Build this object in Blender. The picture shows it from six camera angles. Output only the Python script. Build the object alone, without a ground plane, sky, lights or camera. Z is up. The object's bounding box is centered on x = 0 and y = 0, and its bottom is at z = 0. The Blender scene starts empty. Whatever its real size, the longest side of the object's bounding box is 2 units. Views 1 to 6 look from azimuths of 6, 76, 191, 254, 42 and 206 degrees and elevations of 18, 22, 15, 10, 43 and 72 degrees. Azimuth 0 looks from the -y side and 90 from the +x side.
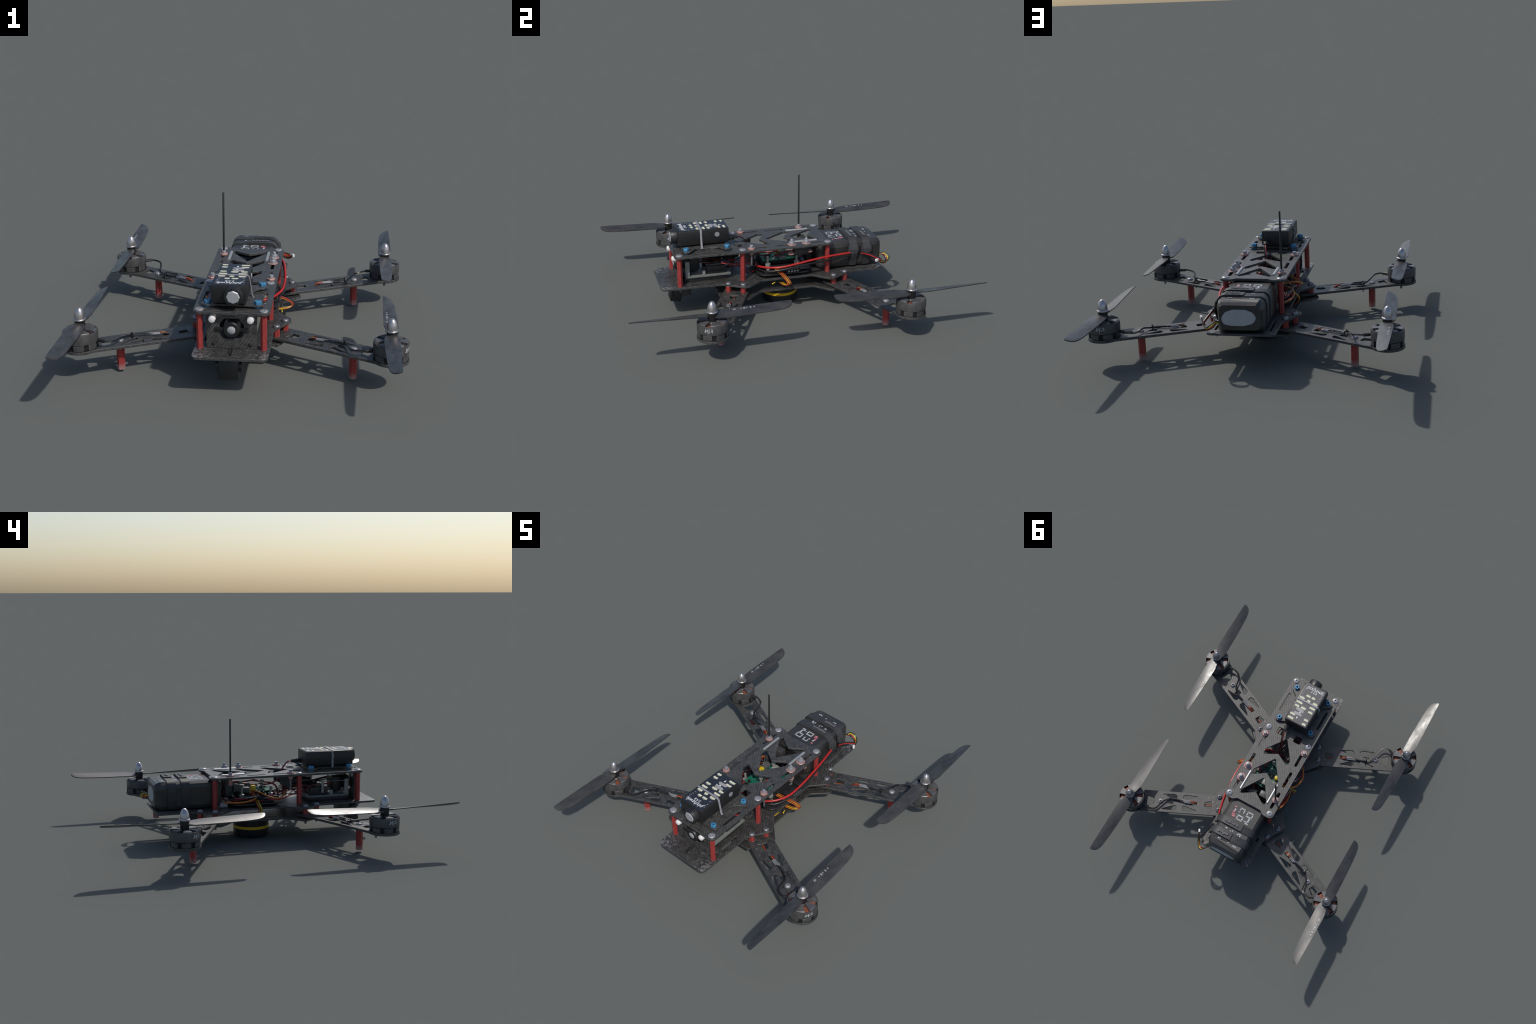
# Small carbon-fibre racing quadcopter: three stacked plates, four arms with motors and
# two-blade propellers, battery at the back, autopilot box and camera at the front.
import bpy, bmesh, math, random
from math import sin, cos, pi, radians
from mathutils import Vector, Matrix

random.seed(7)
SC = bpy.context.scene.collection

# ------------------------------------------------------------------ materials
class NT:
    def __init__(s, name):
        s.m = bpy.data.materials.new(name); s.m.use_nodes = True
        s.t = s.m.node_tree; s.b = s.t.nodes['Principled BSDF']
    def n(s, typ, **kw):
        nd = s.t.nodes.new(typ)
        for k, v in kw.items():
            if isinstance(k, str) and hasattr(nd, k) and k not in nd.inputs: setattr(nd, k, v)
        for k, v in kw.items():
            if k in nd.inputs and not hasattr(type(nd), k): nd.inputs[k].default_value = v
        return nd
    def l(s, a, b): s.t.links.new(a, b)
    def coord(s, scale=(1, 1, 1), rot=(0, 0, 0)):
        tc = s.t.nodes.new('ShaderNodeTexCoord'); mp = s.t.nodes.new('ShaderNodeMapping')
        mp.inputs['Scale'].default_value = scale; mp.inputs['Rotation'].default_value = rot
        s.l(tc.outputs['Object'], mp.inputs['Vector']); return mp.outputs['Vector']
    def noise(s, vec, scale, detail=3.0, rough=0.55):
        nd = s.t.nodes.new('ShaderNodeTexNoise')
        nd.inputs['Scale'].default_value = scale; nd.inputs['Detail'].default_value = detail
        nd.inputs['Roughness'].default_value = rough
        s.l(vec, nd.inputs['Vector']); return nd.outputs['Fac']
    def ramp(s, fac, stops):
        r = s.t.nodes.new('ShaderNodeValToRGB'); e = r.color_ramp.elements
        while len(e) < len(stops): e.new(0.5)
        for el, (p, c) in zip(e, stops):
            el.position = p; el.color = (c, c, c, 1) if not hasattr(c, '__len__') else (*c, 1)
        s.l(fac, r.inputs['Fac']); return r.outputs['Color']
    def mix(s, fac, a, b, mode='MIX'):
        m = s.t.nodes.new('ShaderNodeMix'); m.data_type = 'RGBA'; m.blend_type = mode
        for sock, v in ((m.inputs[0], fac), (m.inputs[6], a), (m.inputs[7], b)):
            if hasattr(v, 'is_output'): s.l(v, sock)
            elif hasattr(v, '__len__'): sock.default_value = (*v, 1)
            else: sock.default_value = v
        return m.outputs[2]
    def math(s, op, a, b):
        m = s.t.nodes.new('ShaderNodeMath'); m.operation = op
        for sock, v in ((m.inputs[0], a), (m.inputs[1], b)):
            if hasattr(v, 'is_output'): s.l(v, sock)
            else: sock.default_value = v
        return m.outputs[0]
    def setp(s, **kw):
        for k, v in kw.items():
            sock = s.b.inputs[k.replace('_', ' ')]
            if hasattr(v, 'is_output'): s.l(v, sock)
            elif hasattr(v, '__len__'): sock.default_value = (*v, 1)
            else: sock.default_value = v
    def bump(s, h, strength=0.2, dist=0.002):
        b = s.t.nodes.new('ShaderNodeBump'); b.inputs['Strength'].default_value = strength
        b.inputs['Distance'].default_value = dist
        s.l(h, b.inputs['Height']); s.l(b.outputs['Normal'], s.b.inputs['Normal'])

def carbon(name, rot=(0, 0, 0), base=0.022, scuff=0.5, rough=0.46, spec=0.72, hi_k=2.1, dust_corners=None):
    """Twill-woven carbon sheet: diagonal weave bands, mottling, pale scuffs."""
    t = NT(name)
    v = t.coord(rot=rot)
    def wave(ang, scale):
        mp = t.t.nodes.new('ShaderNodeMapping'); mp.inputs['Rotation'].default_value = (0, 0, ang)
        t.l(v, mp.inputs['Vector'])
        w = t.t.nodes.new('ShaderNodeTexWave'); w.inputs['Scale'].default_value = scale
        w.inputs['Distortion'].default_value = 0.6; w.inputs['Detail'].default_value = 1
        t.l(mp.outputs['Vector'], w.inputs['Vector']); return w.outputs['Fac']
    weave = t.math('MULTIPLY', wave(radians(-33), 22), t.math('ADD', 0.75, t.math('MULTIPLY', 0.25, wave(radians(57), 38))))
    mott = t.noise(v, 34, 5, 0.68)
    lo = (base * 0.42, base * 0.40, base * 0.38); hi = (base * hi_k * 1.03, base * hi_k, base * hi_k * .95)  # tones warmed to offset the blue sky reflected on the sheets
    col = t.mix(t.math('MULTIPLY', t.math('ADD', 0.42, t.math('MULTIPLY', 0.58, weave)), t.ramp(mott, [(0.34, 0.22), (0.66, 1.0)])), lo, hi)
    sc = t.ramp(t.noise(v, 75, 3, 0.6), [(0.0, 0), (0.60, 0), (0.68, 1)])
    patch = t.ramp(t.noise(v, 9, 2, 0.5), [(0.0, 0), (0.46, 0), (0.62, 1)])
    m = t.math('MULTIPLY', t.math('MULTIPLY', sc, patch), scuff)
    if dust_corners:                       # worn, dusty ends of the plate, given by y-limit
        geo = t.t.nodes.new('ShaderNodeSeparateXYZ'); t.l(t.coord(), geo.inputs[0])
        for (y0, y1) in dust_corners:
            mr = t.t.nodes.new('ShaderNodeMapRange'); mr.inputs[1].default_value = y0; mr.inputs[2].default_value = y1
            t.l(geo.outputs['Y'], mr.inputs[0])
            ax = t.math('ABSOLUTE', geo.outputs['X'], 0)
            mx = t.t.nodes.new('ShaderNodeMapRange'); mx.inputs[1].default_value = 0.06; mx.inputs[2].default_value = 0.15
            t.l(ax, mx.inputs[0])
            g = t.ramp(t.noise(v, 60, 4, 0.7), [(0.0, 0), (0.50, 0), (0.57, 1)])
            m = t.math('MAXIMUM', m, t.math('MULTIPLY', t.math('MULTIPLY', g, mr.outputs[0]), t.math('MULTIPLY', mx.outputs[0], 0.75)))
    col = t.mix(m, col, (0.27, 0.26, 0.25))
    t.setp(Base_Color=col, Roughness=t.ramp(mott, [(0.30, rough - 0.08), (0.70, rough + 0.10)]), Specular_IOR_Level=spec)
    t.bump(t.math('ADD', t.math('MULTIPLY', weave, 0.5), mott), 0.22, 0.0015)
    return t.m

def plain(name, col, rough=0.5, metal=0.0, var=0.25, scale=40, spec=0.5, bump=0.0, coat=0.0):
    t = NT(name); v = t.coord()
    nz = t.noise(v, scale, 4, 0.6)
    a = tuple(c * (1 - var) for c in col); b = tuple(min(1, c * (1 + var)) for c in col)
    c = t.mix(t.ramp(nz, [(0.3, 0), (0.7, 1)]), a, b)
    t.setp(Base_Color=c, Roughness=t.ramp(nz, [(0.3, max(0.03, rough - 0.06)), (0.7, min(1, rough + 0.06))]),
           Metallic=metal, Specular_IOR_Level=spec, Coat_Weight=coat)
    if bump: t.bump(nz, bump, 0.002)
    return t.m

def red_anodised(name, dust=False):
    t = NT(name); v = t.coord(); nz = t.noise(v, 60, 3)
    c = t.mix(t.ramp(nz, [(0.3, 0), (0.7, 1)]), (0.25, 0.032, 0.029), (0.325, 0.046, 0.042))
    if dust:      # feet scraped pale at the tip
        sp = t.t.nodes.new('ShaderNodeSeparateXYZ'); t.l(v, sp.inputs[0])
        mr = t.t.nodes.new('ShaderNodeMapRange'); mr.inputs[1].default_value = 0.046; mr.inputs[2].default_value = 0.010
        t.l(t.math('ADD', sp.outputs['Z'], t.math('MULTIPLY', t.math('SUBTRACT', t.noise(v, 45, 3), 0.5), 0.03)), mr.inputs[0])
        c = t.mix(t.math('MULTIPLY', mr.outputs[0], 0.8), c, (0.33, 0.24, 0.24))
    t.setp(Base_Color=c, Roughness=0.42, Specular_IOR_Level=0.4)
    return t.m

def prop_mat():
    t = NT('propeller_plastic'); v = t.coord()
    nz = t.noise(t.coord(scale=(1.6, 0.7, 1)), 17, 6, 0.70); fine = t.noise(v, 130, 3, 0.6)
    c = t.mix(t.ramp(nz, [(0.3, 0), (0.72, 1)]), (0.013, 0.0125, 0.012), (0.062, 0.059, 0.056))
    c = t.mix(t.ramp(fine, [(0.6, 0), (0.8, 0.35)]), c, (0.07, 0.07, 0.07))
    t.setp(Base_Color=c, Roughness=t.ramp(nz, [(0.3, 0.48), (0.7, 0.31)]), Specular_IOR_Level=0.8)
    return t.m

def pcb_mat():
    t = NT('green_circuit_board'); v = t.coord()
    vo = t.t.nodes.new('ShaderNodeTexVoronoi'); vo.inputs['Scale'].default_value = 90; t.l(v, vo.inputs['Vector'])
    c = t.mix(t.ramp(t.noise(v, 30, 3), [(0.35, 0), (0.65, 1)]), (0.005, 0.075, 0.045), (0.010, 0.16, 0.095))
    c = t.mix(t.ramp(vo.outputs['Distance'], [(0.0, 1), (0.16, 1), (0.2, 0)]), c, (0.22, 0.34, 0.27))
    t.setp(Base_Color=c, Roughness=0.4); return t.m

def strap_mat():
    t = NT('strap_webbing'); v = t.coord()
    g = t.ramp(t.noise(t.coord(scale=(1, 1.6, 1)), 70, 3, 0.6), [(0.5, 0), (0.72, 1)])
    c = t.mix(g, (0.030, 0.030, 0.031), (0.058, 0.058, 0.060))
    t.setp(Base_Color=c, Roughness=0.55); t.bump(t.noise(v, 300, 2), 0.25, 0.001); return t.m

def battery_mat():
    t = NT('battery_wrap'); v = t.coord()
    g = t.ramp(t.noise(v, 12, 3), [(0.35, 0), (0.65, 1)])
    c = t.mix(g, (0.019, 0.018, 0.018), (0.036, 0.034, 0.032))
    t.setp(Base_Color=c, Roughness=0.42, Specular_IOR_Level=0.6); return t.m

M = {}
M['carbon'] = carbon('carbon_plate', base=0.040, scuff=0.35)
M['carbon_mid'] = carbon('carbon_plate_worn', base=0.030, scuff=0.55, dust_corners=[(-0.62, -0.74), (0.5, 0.62)])
M['carbon_arm'] = carbon('carbon_arm', base=0.034, scuff=0.8)
M['carbon_wall'] = carbon('carbon_upright', rot=(radians(90), 0, 0), base=0.026, scuff=0.1, hi_k=3.6)
M['carbon_under'] = carbon('carbon_underplate', base=0.026, scuff=0.2)
M['cut_edge'] = plain('cut_carbon_edge', (0.050, 0.050, 0.050), 0.5, 0, 0.55, 70)
M['red'] = red_anodised('red_anodised'); M['red_foot'] = red_anodised('red_anodised_foot', True)
M['prop'] = prop_mat()
M['bell'] = plain('motor_bell_grey', (0.050, 0.050, 0.051), 0.48, 0.0, 0.32, 45, 0.6)
M['pad'] = plain('motor_cap_grey', (0.075, 0.075, 0.078), 0.46, 0.0, 0.2, 30, 1.0)  # grey lightened over the bell: sky light on the upward faces, put into the colour
M['black'] = plain('black_plastic', (0.013, 0.013, 0.014), 0.45, 0, 0.25, 40)
M['black_hub'] = plain('black_hub', (0.010, 0.010, 0.011), 0.4)
M['void'] = plain('dark_gap', (0.004, 0.004, 0.004), 0.8)
M['copper'] = plain('copper_winding', (0.24, 0.078, 0.045), 0.5, 0.1, 0.5, 120)
M['steel'] = plain('polished_aluminium', (0.45, 0.43, 0.435), 0.33, 0.85, 0.12, 50)
M['screw'] = plain('screw_steel', (0.28, 0.28, 0.30), 0.42, 0.3, 0.2, 80)
M['screw_dark'] = plain('screw_steel_dull', (0.20, 0.20, 0.215), 0.40, 0.6, 0.35, 60)
M['silver'] = plain('silver_bar', (0.52, 0.52, 0.49), 0.34, 0.7, 0.10, 14)
M['pink'] = plain('copper_nut', (0.40, 0.215, 0.195), 0.45, 0.2, 0.15, 80)
M['blue'] = plain('blue_anodised', (0.050, 0.215, 0.39), 0.42, 0.1, 0.15, 80)
M['box'] = plain('matt_black_case', (0.014, 0.014, 0.015), 0.42, 0, 0.2, 30)
M['label'] = plain('dark_label', (0.013, 0.016, 0.023), 0.45, 0, 0.15, 30, 0.9)
M['cream'] = plain('cream_print', (0.62, 0.60, 0.44), 0.6, 0, 0.08)
M['white'] = plain('white_print', (0.66, 0.67, 0.68), 0.6, 0, 0.08)
M['tape'] = plain('grey_tape', (0.30, 0.295, 0.30), 0.5, 0, 0.12)
M['tie'] = plain('grey_cable_tie', (0.24, 0.24, 0.26), 0.4, 0, 0.12)
M['lens'] = plain('pale_lens', (0.42, 0.43, 0.45), 0.22, 0.3, 0.06)
M['led'] = plain('white_led', (0.72, 0.70, 0.70), 0.3, 0, 0.08)
M['battery'] = battery_mat(); M['strap'] = strap_mat()
M['patch'] = plain('battery_end_patch', (0.36, 0.37, 0.38), 0.5, 0, 0.06, 20)
M['pinkprint'] = plain('pink_print', (0.50, 0.16, 0.19), 0.6)
M['blade_print'] = plain('worn_blade_print', (0.22, 0.22, 0.225), 0.42, 0, 0.4, 150, 0.8)
M['strap_print'] = plain('strap_print', (0.14, 0.14, 0.145), 0.6, 0, 0.5, 200)
M['pale_print'] = plain('pale_print', (0.40, 0.42, 0.43), 0.6, 0, 0.35, 90)
M['greyprint'] = plain('grey_print', (0.36, 0.38, 0.39), 0.6)
M['antenna'] = plain('antenna_black', (0.012, 0.013, 0.013), 0.5)
M['pcb'] = pcb_mat()
M['nylon'] = plain('white_nylon', (0.24, 0.245, 0.225), 0.5, 0, 0.15)
M['acrylic'] = plain('pale_acrylic', (0.15, 0.16, 0.15), 0.3, 0, 0.12)
M['yellow'] = plain('yellow_plastic', (0.60, 0.45, 0.02), 0.4)
M['yellow_band'] = plain('yellow_band', (0.62, 0.38, 0.008), 0.45, 0, 0.06)
M['puck'] = plain('dark_blue_black', (0.007, 0.008, 0.012), 0.4)
M['w_red'] = plain('red_wire', (0.38, 0.018, 0.016), 0.3, 0, 0.1)
M['w_dred'] = plain('dark_red_wire', (0.20, 0.012, 0.012), 0.4, 0, 0.1)
M['w_black'] = plain('black_wire', (0.012, 0.012, 0.013), 0.35, 0, 0.1)
M['w_orange'] = plain('orange_wire', (0.42, 0.13, 0.012), 0.4, 0, 0.1)
M['w_dorange'] = plain('burnt_orange_wire', (0.30, 0.085, 0.010), 0.4, 0, 0.1)
M['w_yellow'] = plain('yellow_wire', (0.45, 0.46, 0.015), 0.4, 0, 0.1)
M['sleeve'] = plain('grey_heat_shrink', (0.19, 0.19, 0.205), 0.35, 0, 0.25)
M['grey_part'] = plain('grey_component', (0.09, 0.09, 0.09), 0.5, 0, 0.3, 60)
M['chip'] = plain('dark_chip', (0.018, 0.018, 0.02), 0.4)
M['bracket'] = plain('grey_bracket', (0.045, 0.045, 0.045), 0.45, 0.1, 0.2)

# ------------------------------------------------------------------ geometry helpers
root = bpy.data.objects.new('quadcopter_drone', None); SC.objects.link(root)
root['label'] = 'black carbon fibre racing quadcopter with red standoffs'
root['category'] = 'drone'

def add(name, mesh, mat=None, parent=None, loc=(0, 0, 0), rotz=0.0, sharp=35, stuff=False):
    if mat is not None and not mesh.materials:
        mesh.materials.append(M[mat])
        if mat.startswith('carbon'): mesh.materials.append(M['cut_edge'])
        else:
            for p in mesh.polygons: p.material_index = 0
    o = bpy.data.objects.new(name, mesh); SC.objects.link(o)
    o.parent = parent or root
    o.location = loc; o.rotation_euler = (0, 0, rotz)
    if stuff: o['kind'] = 'stuff'
    return o

def inst(o, loc=None, rotz=None, parent=None):
    c = o.copy(); SC.objects.link(c)
    if loc is not None: c.location = loc
    if rotz is not None: c.rotation_euler = (0, 0, rotz)
    if parent is not None: c.parent = parent
    return c

def finish(bm, name, sharp=35):
    bmesh.ops.recalc_face_normals(bm, faces=bm.faces)
    me = bpy.data.meshes.new(name); bm.to_mesh(me); bm.free()
    for p in me.polygons: p.use_smooth = True
    me.set_sharp_from_angle(angle=radians(sharp)); return me

def rounded(pts, r=0.0, seg=5):
    """Polygon with filleted corners. pts: (x, y) or (x, y, radius)."""
    out = []; n = len(pts)
    for i, p in enumerate(pts):
        rad = p[2] if len(p) > 2 else r
        P = Vector(p[:2]); A = Vector(pts[i - 1][:2]); B = Vector(pts[(i + 1) % n][:2])
        u = (A - P); w = (B - P); lu, lw = u.length, w.length; u.normalize(); w.normalize()
        ang = math.acos(max(-1, min(1, u.dot(w))))
        if rad <= 0 or ang > pi - 0.02: out.append(P); continue
        d = min(rad / math.tan(ang / 2), 0.48 * lu, 0.48 * lw); rr = d * math.tan(ang / 2)
        c = P + (u + w).normalized() * (rr / sin(ang / 2))
        a0 = (P + u * d) - c; a1 = (P + w * d) - c
        t0 = math.atan2(a0.y, a0.x); dt = math.atan2(a1.y, a1.x) - t0
        while dt > pi: dt -= 2 * pi
        while dt < -pi: dt += 2 * pi
        for k in range(seg + 1):
            a = t0 + dt * k / seg; out.append(c + Vector((cos(a), sin(a))) * rr)
    return out

def circle(x, y, r, n=14): return [Vector((x + r * cos(2 * pi * i / n), y + r * sin(2 * pi * i / n))) for i in range(n)]
def slot(x, y0, y1, w): return rounded([(x - w / 2, y0), (x + w / 2, y0), (x + w / 2, y1), (x - w / 2, y1)], w * 0.49, 4)

def sheet(name, outline, holes, z0, z1, bev=0.0012):
    """Flat sheet cut to an outline with holes, edges lightly rounded."""
    cu = bpy.data.curves.new(name, 'CURVE'); cu.dimensions = '2D'; cu.fill_mode = 'BOTH'
    for loop in [outline] + list(holes):
        sp = cu.splines.new('POLY'); sp.points.add(len(loop) - 1)
        for p, q in zip(sp.points, loop): p.co = (q[0], q[1], 0, 1)
        sp.use_cyclic_u = True
    cu.extrude = (z1 - z0) / 2 - bev; cu.bevel_depth = bev; cu.bevel_resolution = 0; cu.offset = -bev
    o = bpy.data.objects.new('tmp', cu); SC.objects.link(o)
    dg = bpy.context.evaluated_depsgraph_get()
    me = bpy.data.meshes.new_from_object(o.evaluated_get(dg)); me.name = name
    bpy.data.objects.remove(o); bpy.data.curves.remove(cu)
    me.transform(Matrix.Translation((0, 0, (z0 + z1) / 2)))
    bm = bmesh.new(); bm.from_mesh(me); bmesh.ops.remove_doubles(bm, verts=bm.verts, dist=1e-5)
    bmesh.ops.recalc_face_normals(bm, faces=bm.faces); bm.to_mesh(me); bm.free()
    for p in me.polygons:
        p.use_smooth = False
        if abs(p.normal.z) < 0.9: p.material_index = 1
    return me

def lathe(name, prof, n=28, sharp=35, rot0=0.0):
    bm = bmesh.new(); rings = []
    for r, z in prof:
        if r < 1e-6: rings.append([bm.verts.new((0, 0, z))])
        else: rings.append([bm.verts.new((r * cos(rot0 + 2 * pi * i / n), r * sin(rot0 + 2 * pi * i / n), z)) for i in range(n)])
    for a, b in zip(rings, rings[1:]):
        for i in range(n):
            j = (i + 1) % n
            va = [a[0]] if len(a) == 1 else [a[i], a[j]]
            vb = [b[0]] if len(b) == 1 else [b[j], b[i]]
            if len(va) + len(vb) >= 3: bm.faces.new(va + vb)
    return finish(bm, name, sharp)

def box(name, size, bev=0.003, seg=2, center=(0, 0, 0), rot=None, taper=None):
    bm = bmesh.new(); bmesh.ops.create_cube(bm, size=1)
    bmesh.ops.scale(bm, vec=size, verts=bm.verts)
    if bev: bmesh.ops.bevel(bm, geom=bm.edges[:], offset=bev, segments=seg, affect='EDGES', profile=0.5)
    if rot: bmesh.ops.rotate(bm, verts=bm.verts, cent=(0, 0, 0), matrix=rot)
    bmesh.ops.translate(bm, vec=center, verts=bm.verts)
    return finish(bm, name)

def bx(name, x0, x1, y0, y1, z0, z1, mat, bev=0.002, parent=None, seg=2, stuff=False):
    return add(name, box(name, (x1 - x0, y1 - y0, z1 - z0), bev, seg, ((x0 + x1) / 2, (y0 + y1) / 2, (z0 + z1) / 2)), mat, parent, stuff=stuff)

def spline(pts, k=6):
    P = [Vector(p) for p in pts]; P = [P[0] * 2 - P[1]] + P + [P[-1] * 2 - P[-2]]; out = []
    for i in range(1, len(P) - 2):
        for s in range(k):
            t = s / k; a, b, c, d = P[i - 1], P[i], P[i + 1], P[i + 2]
            out.append(0.5 * (2 * b + (c - a) * t + (2 * a - 5 * b + 4 * c - d) * t * t + (3 * b - a - 3 * c + d) * t ** 3))
    out.append(P[-2]); return out

def tube_bm(bm, pts, r, n=8, caps=True):
    P = [Vector(p) for p in pts]; prev = None; rings = []
    up = Vector((0, 0, 1))
    for i, p in enumerate(P):
        t = (P[min(i + 1, len(P) - 1)] - P[max(i - 1, 0)]).normalized()
        if prev is None:
            ref = up if abs(t.z) < 0.9 else Vector((1, 0, 0)); u = t.cross(ref).normalized()
        else: u = (prev - t * prev.dot(t)).normalized()
        prev = u; v = t.cross(u)
        rad = r[i] if hasattr(r, '__len__') else r
        rings.append([bm.verts.new(p + (u * cos(2 * pi * k / n) + v * sin(2 * pi * k / n)) * rad) for k in range(n)])
    for a, b in zip(rings, rings[1:]):
        for k in range(n): bm.faces.new((a[k], a[(k + 1) % n], b[(k + 1) % n], b[k]))
    if caps: bm.faces.new(rings[0][::-1]); bm.faces.new(rings[-1])

def wire(name, pts, r, mat, parent=None, k=6, n=8, smooth=True, stuff=False):
    bm = bmesh.new(); tube_bm(bm, spline(pts, k) if smooth else pts, r, n)
    return add(name, finish(bm, name, 50), mat, parent, stuff=stuff)

def ribbon(name, path, w, th, axis, mat, parent=None):
    """Flat band: path of points in a plane across `axis`, width w along axis, thickness th outward."""
    P = [Vector(p) for p in path]; ax = Vector(axis); bm = bmesh.new(); rings = []
    for i, p in enumerate(P):
        t = (P[min(i + 1, len(P) - 1)] - P[max(i - 1, 0)]).normalized(); nrm = t.cross(ax).normalized()
        rings.append([bm.verts.new(p + ax * (sx * w / 2) + nrm * h) for sx, h in ((-1, 0), (1, 0), (1, th), (-1, th))])
    for a, b in zip(rings, rings[1:]):
        for k in range(4): bm.faces.new((a[k], a[(k + 1) % 4], b[(k + 1) % 4], b[k]))
    bm.faces.new(rings[0][::-1]); bm.faces.new(rings[-1])
    return add(name, finish(bm, name, 40), mat, parent)

def text_mesh(body, size, depth=0.0006, shear=0.0, xs=1.0):
    cu = bpy.data.curves.new('t', 'FONT'); cu.body = body; cu.size = size; cu.extrude = depth; cu.shear = shear
    cu.align_x = 'CENTER'; cu.align_y = 'CENTER'; cu.resolution_u = 3
    o = bpy.data.objects.new('t', cu); SC.objects.link(o)
    dg = bpy.context.evaluated_depsgraph_get(); me = bpy.data.meshes.new_from_object(o.evaluated_get(dg))
    bpy.data.objects.remove(o); bpy.data.curves.remove(cu)
    me.transform(Matrix.Diagonal((xs, 1, 1, 1))); return me

def hexnut(name, r, z0, z1, hole=0.0, n=6, rot=0.0, ch=0.002):
    prof = [(hole, z0), (r, z0), (r, z1 - ch), (r - ch, z1), (hole, z1)]
    if hole > 0: prof.append((hole, z0))
    else: prof = [(0, z0)] + prof[1:4] + [(0, z1)]
    return lathe(name, prof, n, 25, rot)

# ------------------------------------------------------------------ plates
Z_TOP = (0.3785, 0.391); Z_MID = (0.1910, 0.2030); Z_BOT = (0.1225, 0.1345); Z_ARM = (0.1425, 0.156)
def mirror_outline(half):
    """half: points at x>0 ordered from front to back; mirrored to the other side."""
    return half + [(-p[0],) + tuple(p[1:]) for p in reversed(half)]

top_half = [(0.1755, -0.660, 0.028), (0.1765, 0.288, 0.030), (0.112, 0.288, 0.02), (0.082, 0.268, 0.01)]
def chevron(apex, wing, end, inner, w=0.090):
    h = [(0.0 + 0.004, apex, 0.006), (w, wing, 0.004), (w - 0.002, end - 0.004, 0.004), (w - 0.010, end, 0.004)]
    return rounded(h + [(0, inner, 0.008)] + [(-x, y, r) for x, y, r in reversed(h)], 0.004, 3)
holes = [chevron(0.066, 0.203, 0.226, 0.175), chevron(-0.081, 0.045, 0.079, 0.027), chevron(-0.235, -0.117, -0.080, -0.123)]
for s in (1, -1):
    for y0, y1 in ((-0.190, -0.100), (-0.052, 0.062), (0.105, 0.225), (-0.534, -0.394)):
        holes.append(slot(s * 0.136 if y0 > -0.3 else s * 0.139, y0, y1, 0.0175))
    holes.append(rounded([(s * 0.040, -0.291), (s * 0.088, -0.291), (s * 0.088, -0.244), (s * 0.040, -0.244)], 0.008, 3))
    holes.append(rounded([(s * 0.028, -0.648), (s * 0.088, -0.648), (s * 0.088, -0.640), (s * 0.028, -0.640)], 0.003, 2))
    holes.append(rounded([(s * 0.020, -0.56), (s * 0.075, -0.56), (s * 0.075, -0.36), (s * 0.020, -0.36)], 0.008, 3))
top_plate = add('top_plate', sheet('top_plate', rounded(mirror_outline(top_half), 0.01), holes, *Z_TOP), 'carbon')

mid_half = [(0.1735, -0.745, 0.030), (0.1755, -0.392, 0.02), (0.251, -0.268, 0.008), (0.247, -0.238, 0.008), (0.177, -0.155, 0.02),
            (0.177, 0.155, 0.02), (0.252, 0.240, 0.008), (0.254, 0.268, 0.010), (0.187, 0.378, 0.02), (0.176, 0.405, 0.02), (0.176, 0.607, 0.022)]
holes = [rounded([(-0.004, -0.715), (0.004, -0.715), (0.004, -0.60), (-0.004, -0.60)], 0.003, 2)]
for s in (1, -1):
    holes += [slot(s * 0.132, -0.555, -0.425, 0.016), slot(s * 0.086, -0.52, -0.44, 0.010), slot(s * 0.139, 0.392, 0.556, 0.013)]
mid_plate = add('middle_plate', sheet('middle_plate', rounded(mirror_outline(mid_half), 0.01), holes, *Z_MID), 'carbon_mid')

bot_half = [(0.150, -0.408, 0.02), (0.198, -0.408, 0.01), (0.270, -0.262, 0.01), (0.264, -0.245, 0.008), (0.181, -0.162, 0.02),
            (0.181, 0.162, 0.02), (0.266, 0.245, 0.008), (0.271, 0.262, 0.01), (0.198, 0.408, 0.01), (0.150, 0.408, 0.02)]
holes = []
for s in (1, -1):
    holes += [slot(s * 0.14, -0.12, -0.02, 0.014), slot(s * 0.14, 0.02, 0.12, 0.014)]
bot_plate = add('bottom_plate', sheet('bottom_plate', rounded(mirror_outline(bot_half), 0.01), holes, *Z_BOT), 'carbon_under')

# ------------------------------------------------------------------ arms (local: x runs inward from the motor axis)
ARM_A = radians(25.0); MX, MY = 0.7262, 0.56
def corners():
    for sx in (1, -1):
        for sy in (1, -1): yield sx, sy
def arm_rot(sx, sy): return math.atan2(-sy * sin(ARM_A), -sx * cos(ARM_A))
def arm_pt(sx, sy, s, t, z):
    """arm-local (s inward, t across) to world."""
    q = (MX - s * cos(ARM_A) - t * sin(ARM_A), MY - s * sin(ARM_A) + t * cos(ARM_A))
    return Vector((sx * q[0], sy * q[1], z))
R = 0.0855
tip = [(R * cos(a), R * sin(a)) for a in [radians(60) + (2 * pi - 2 * radians(60)) * i / 26 for i in range(27)]]
arm_outline = [Vector(p) for p in [(0.64, 0.072), (0.085, 0.072)] + tip + [(0.085, -0.072), (0.64, -0.072)]]
h = [rounded([(0.097, -0.034), (0.146, -0.019), (0.146, 0.019), (0.097, 0.034)], 0.006, 3)]
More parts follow.
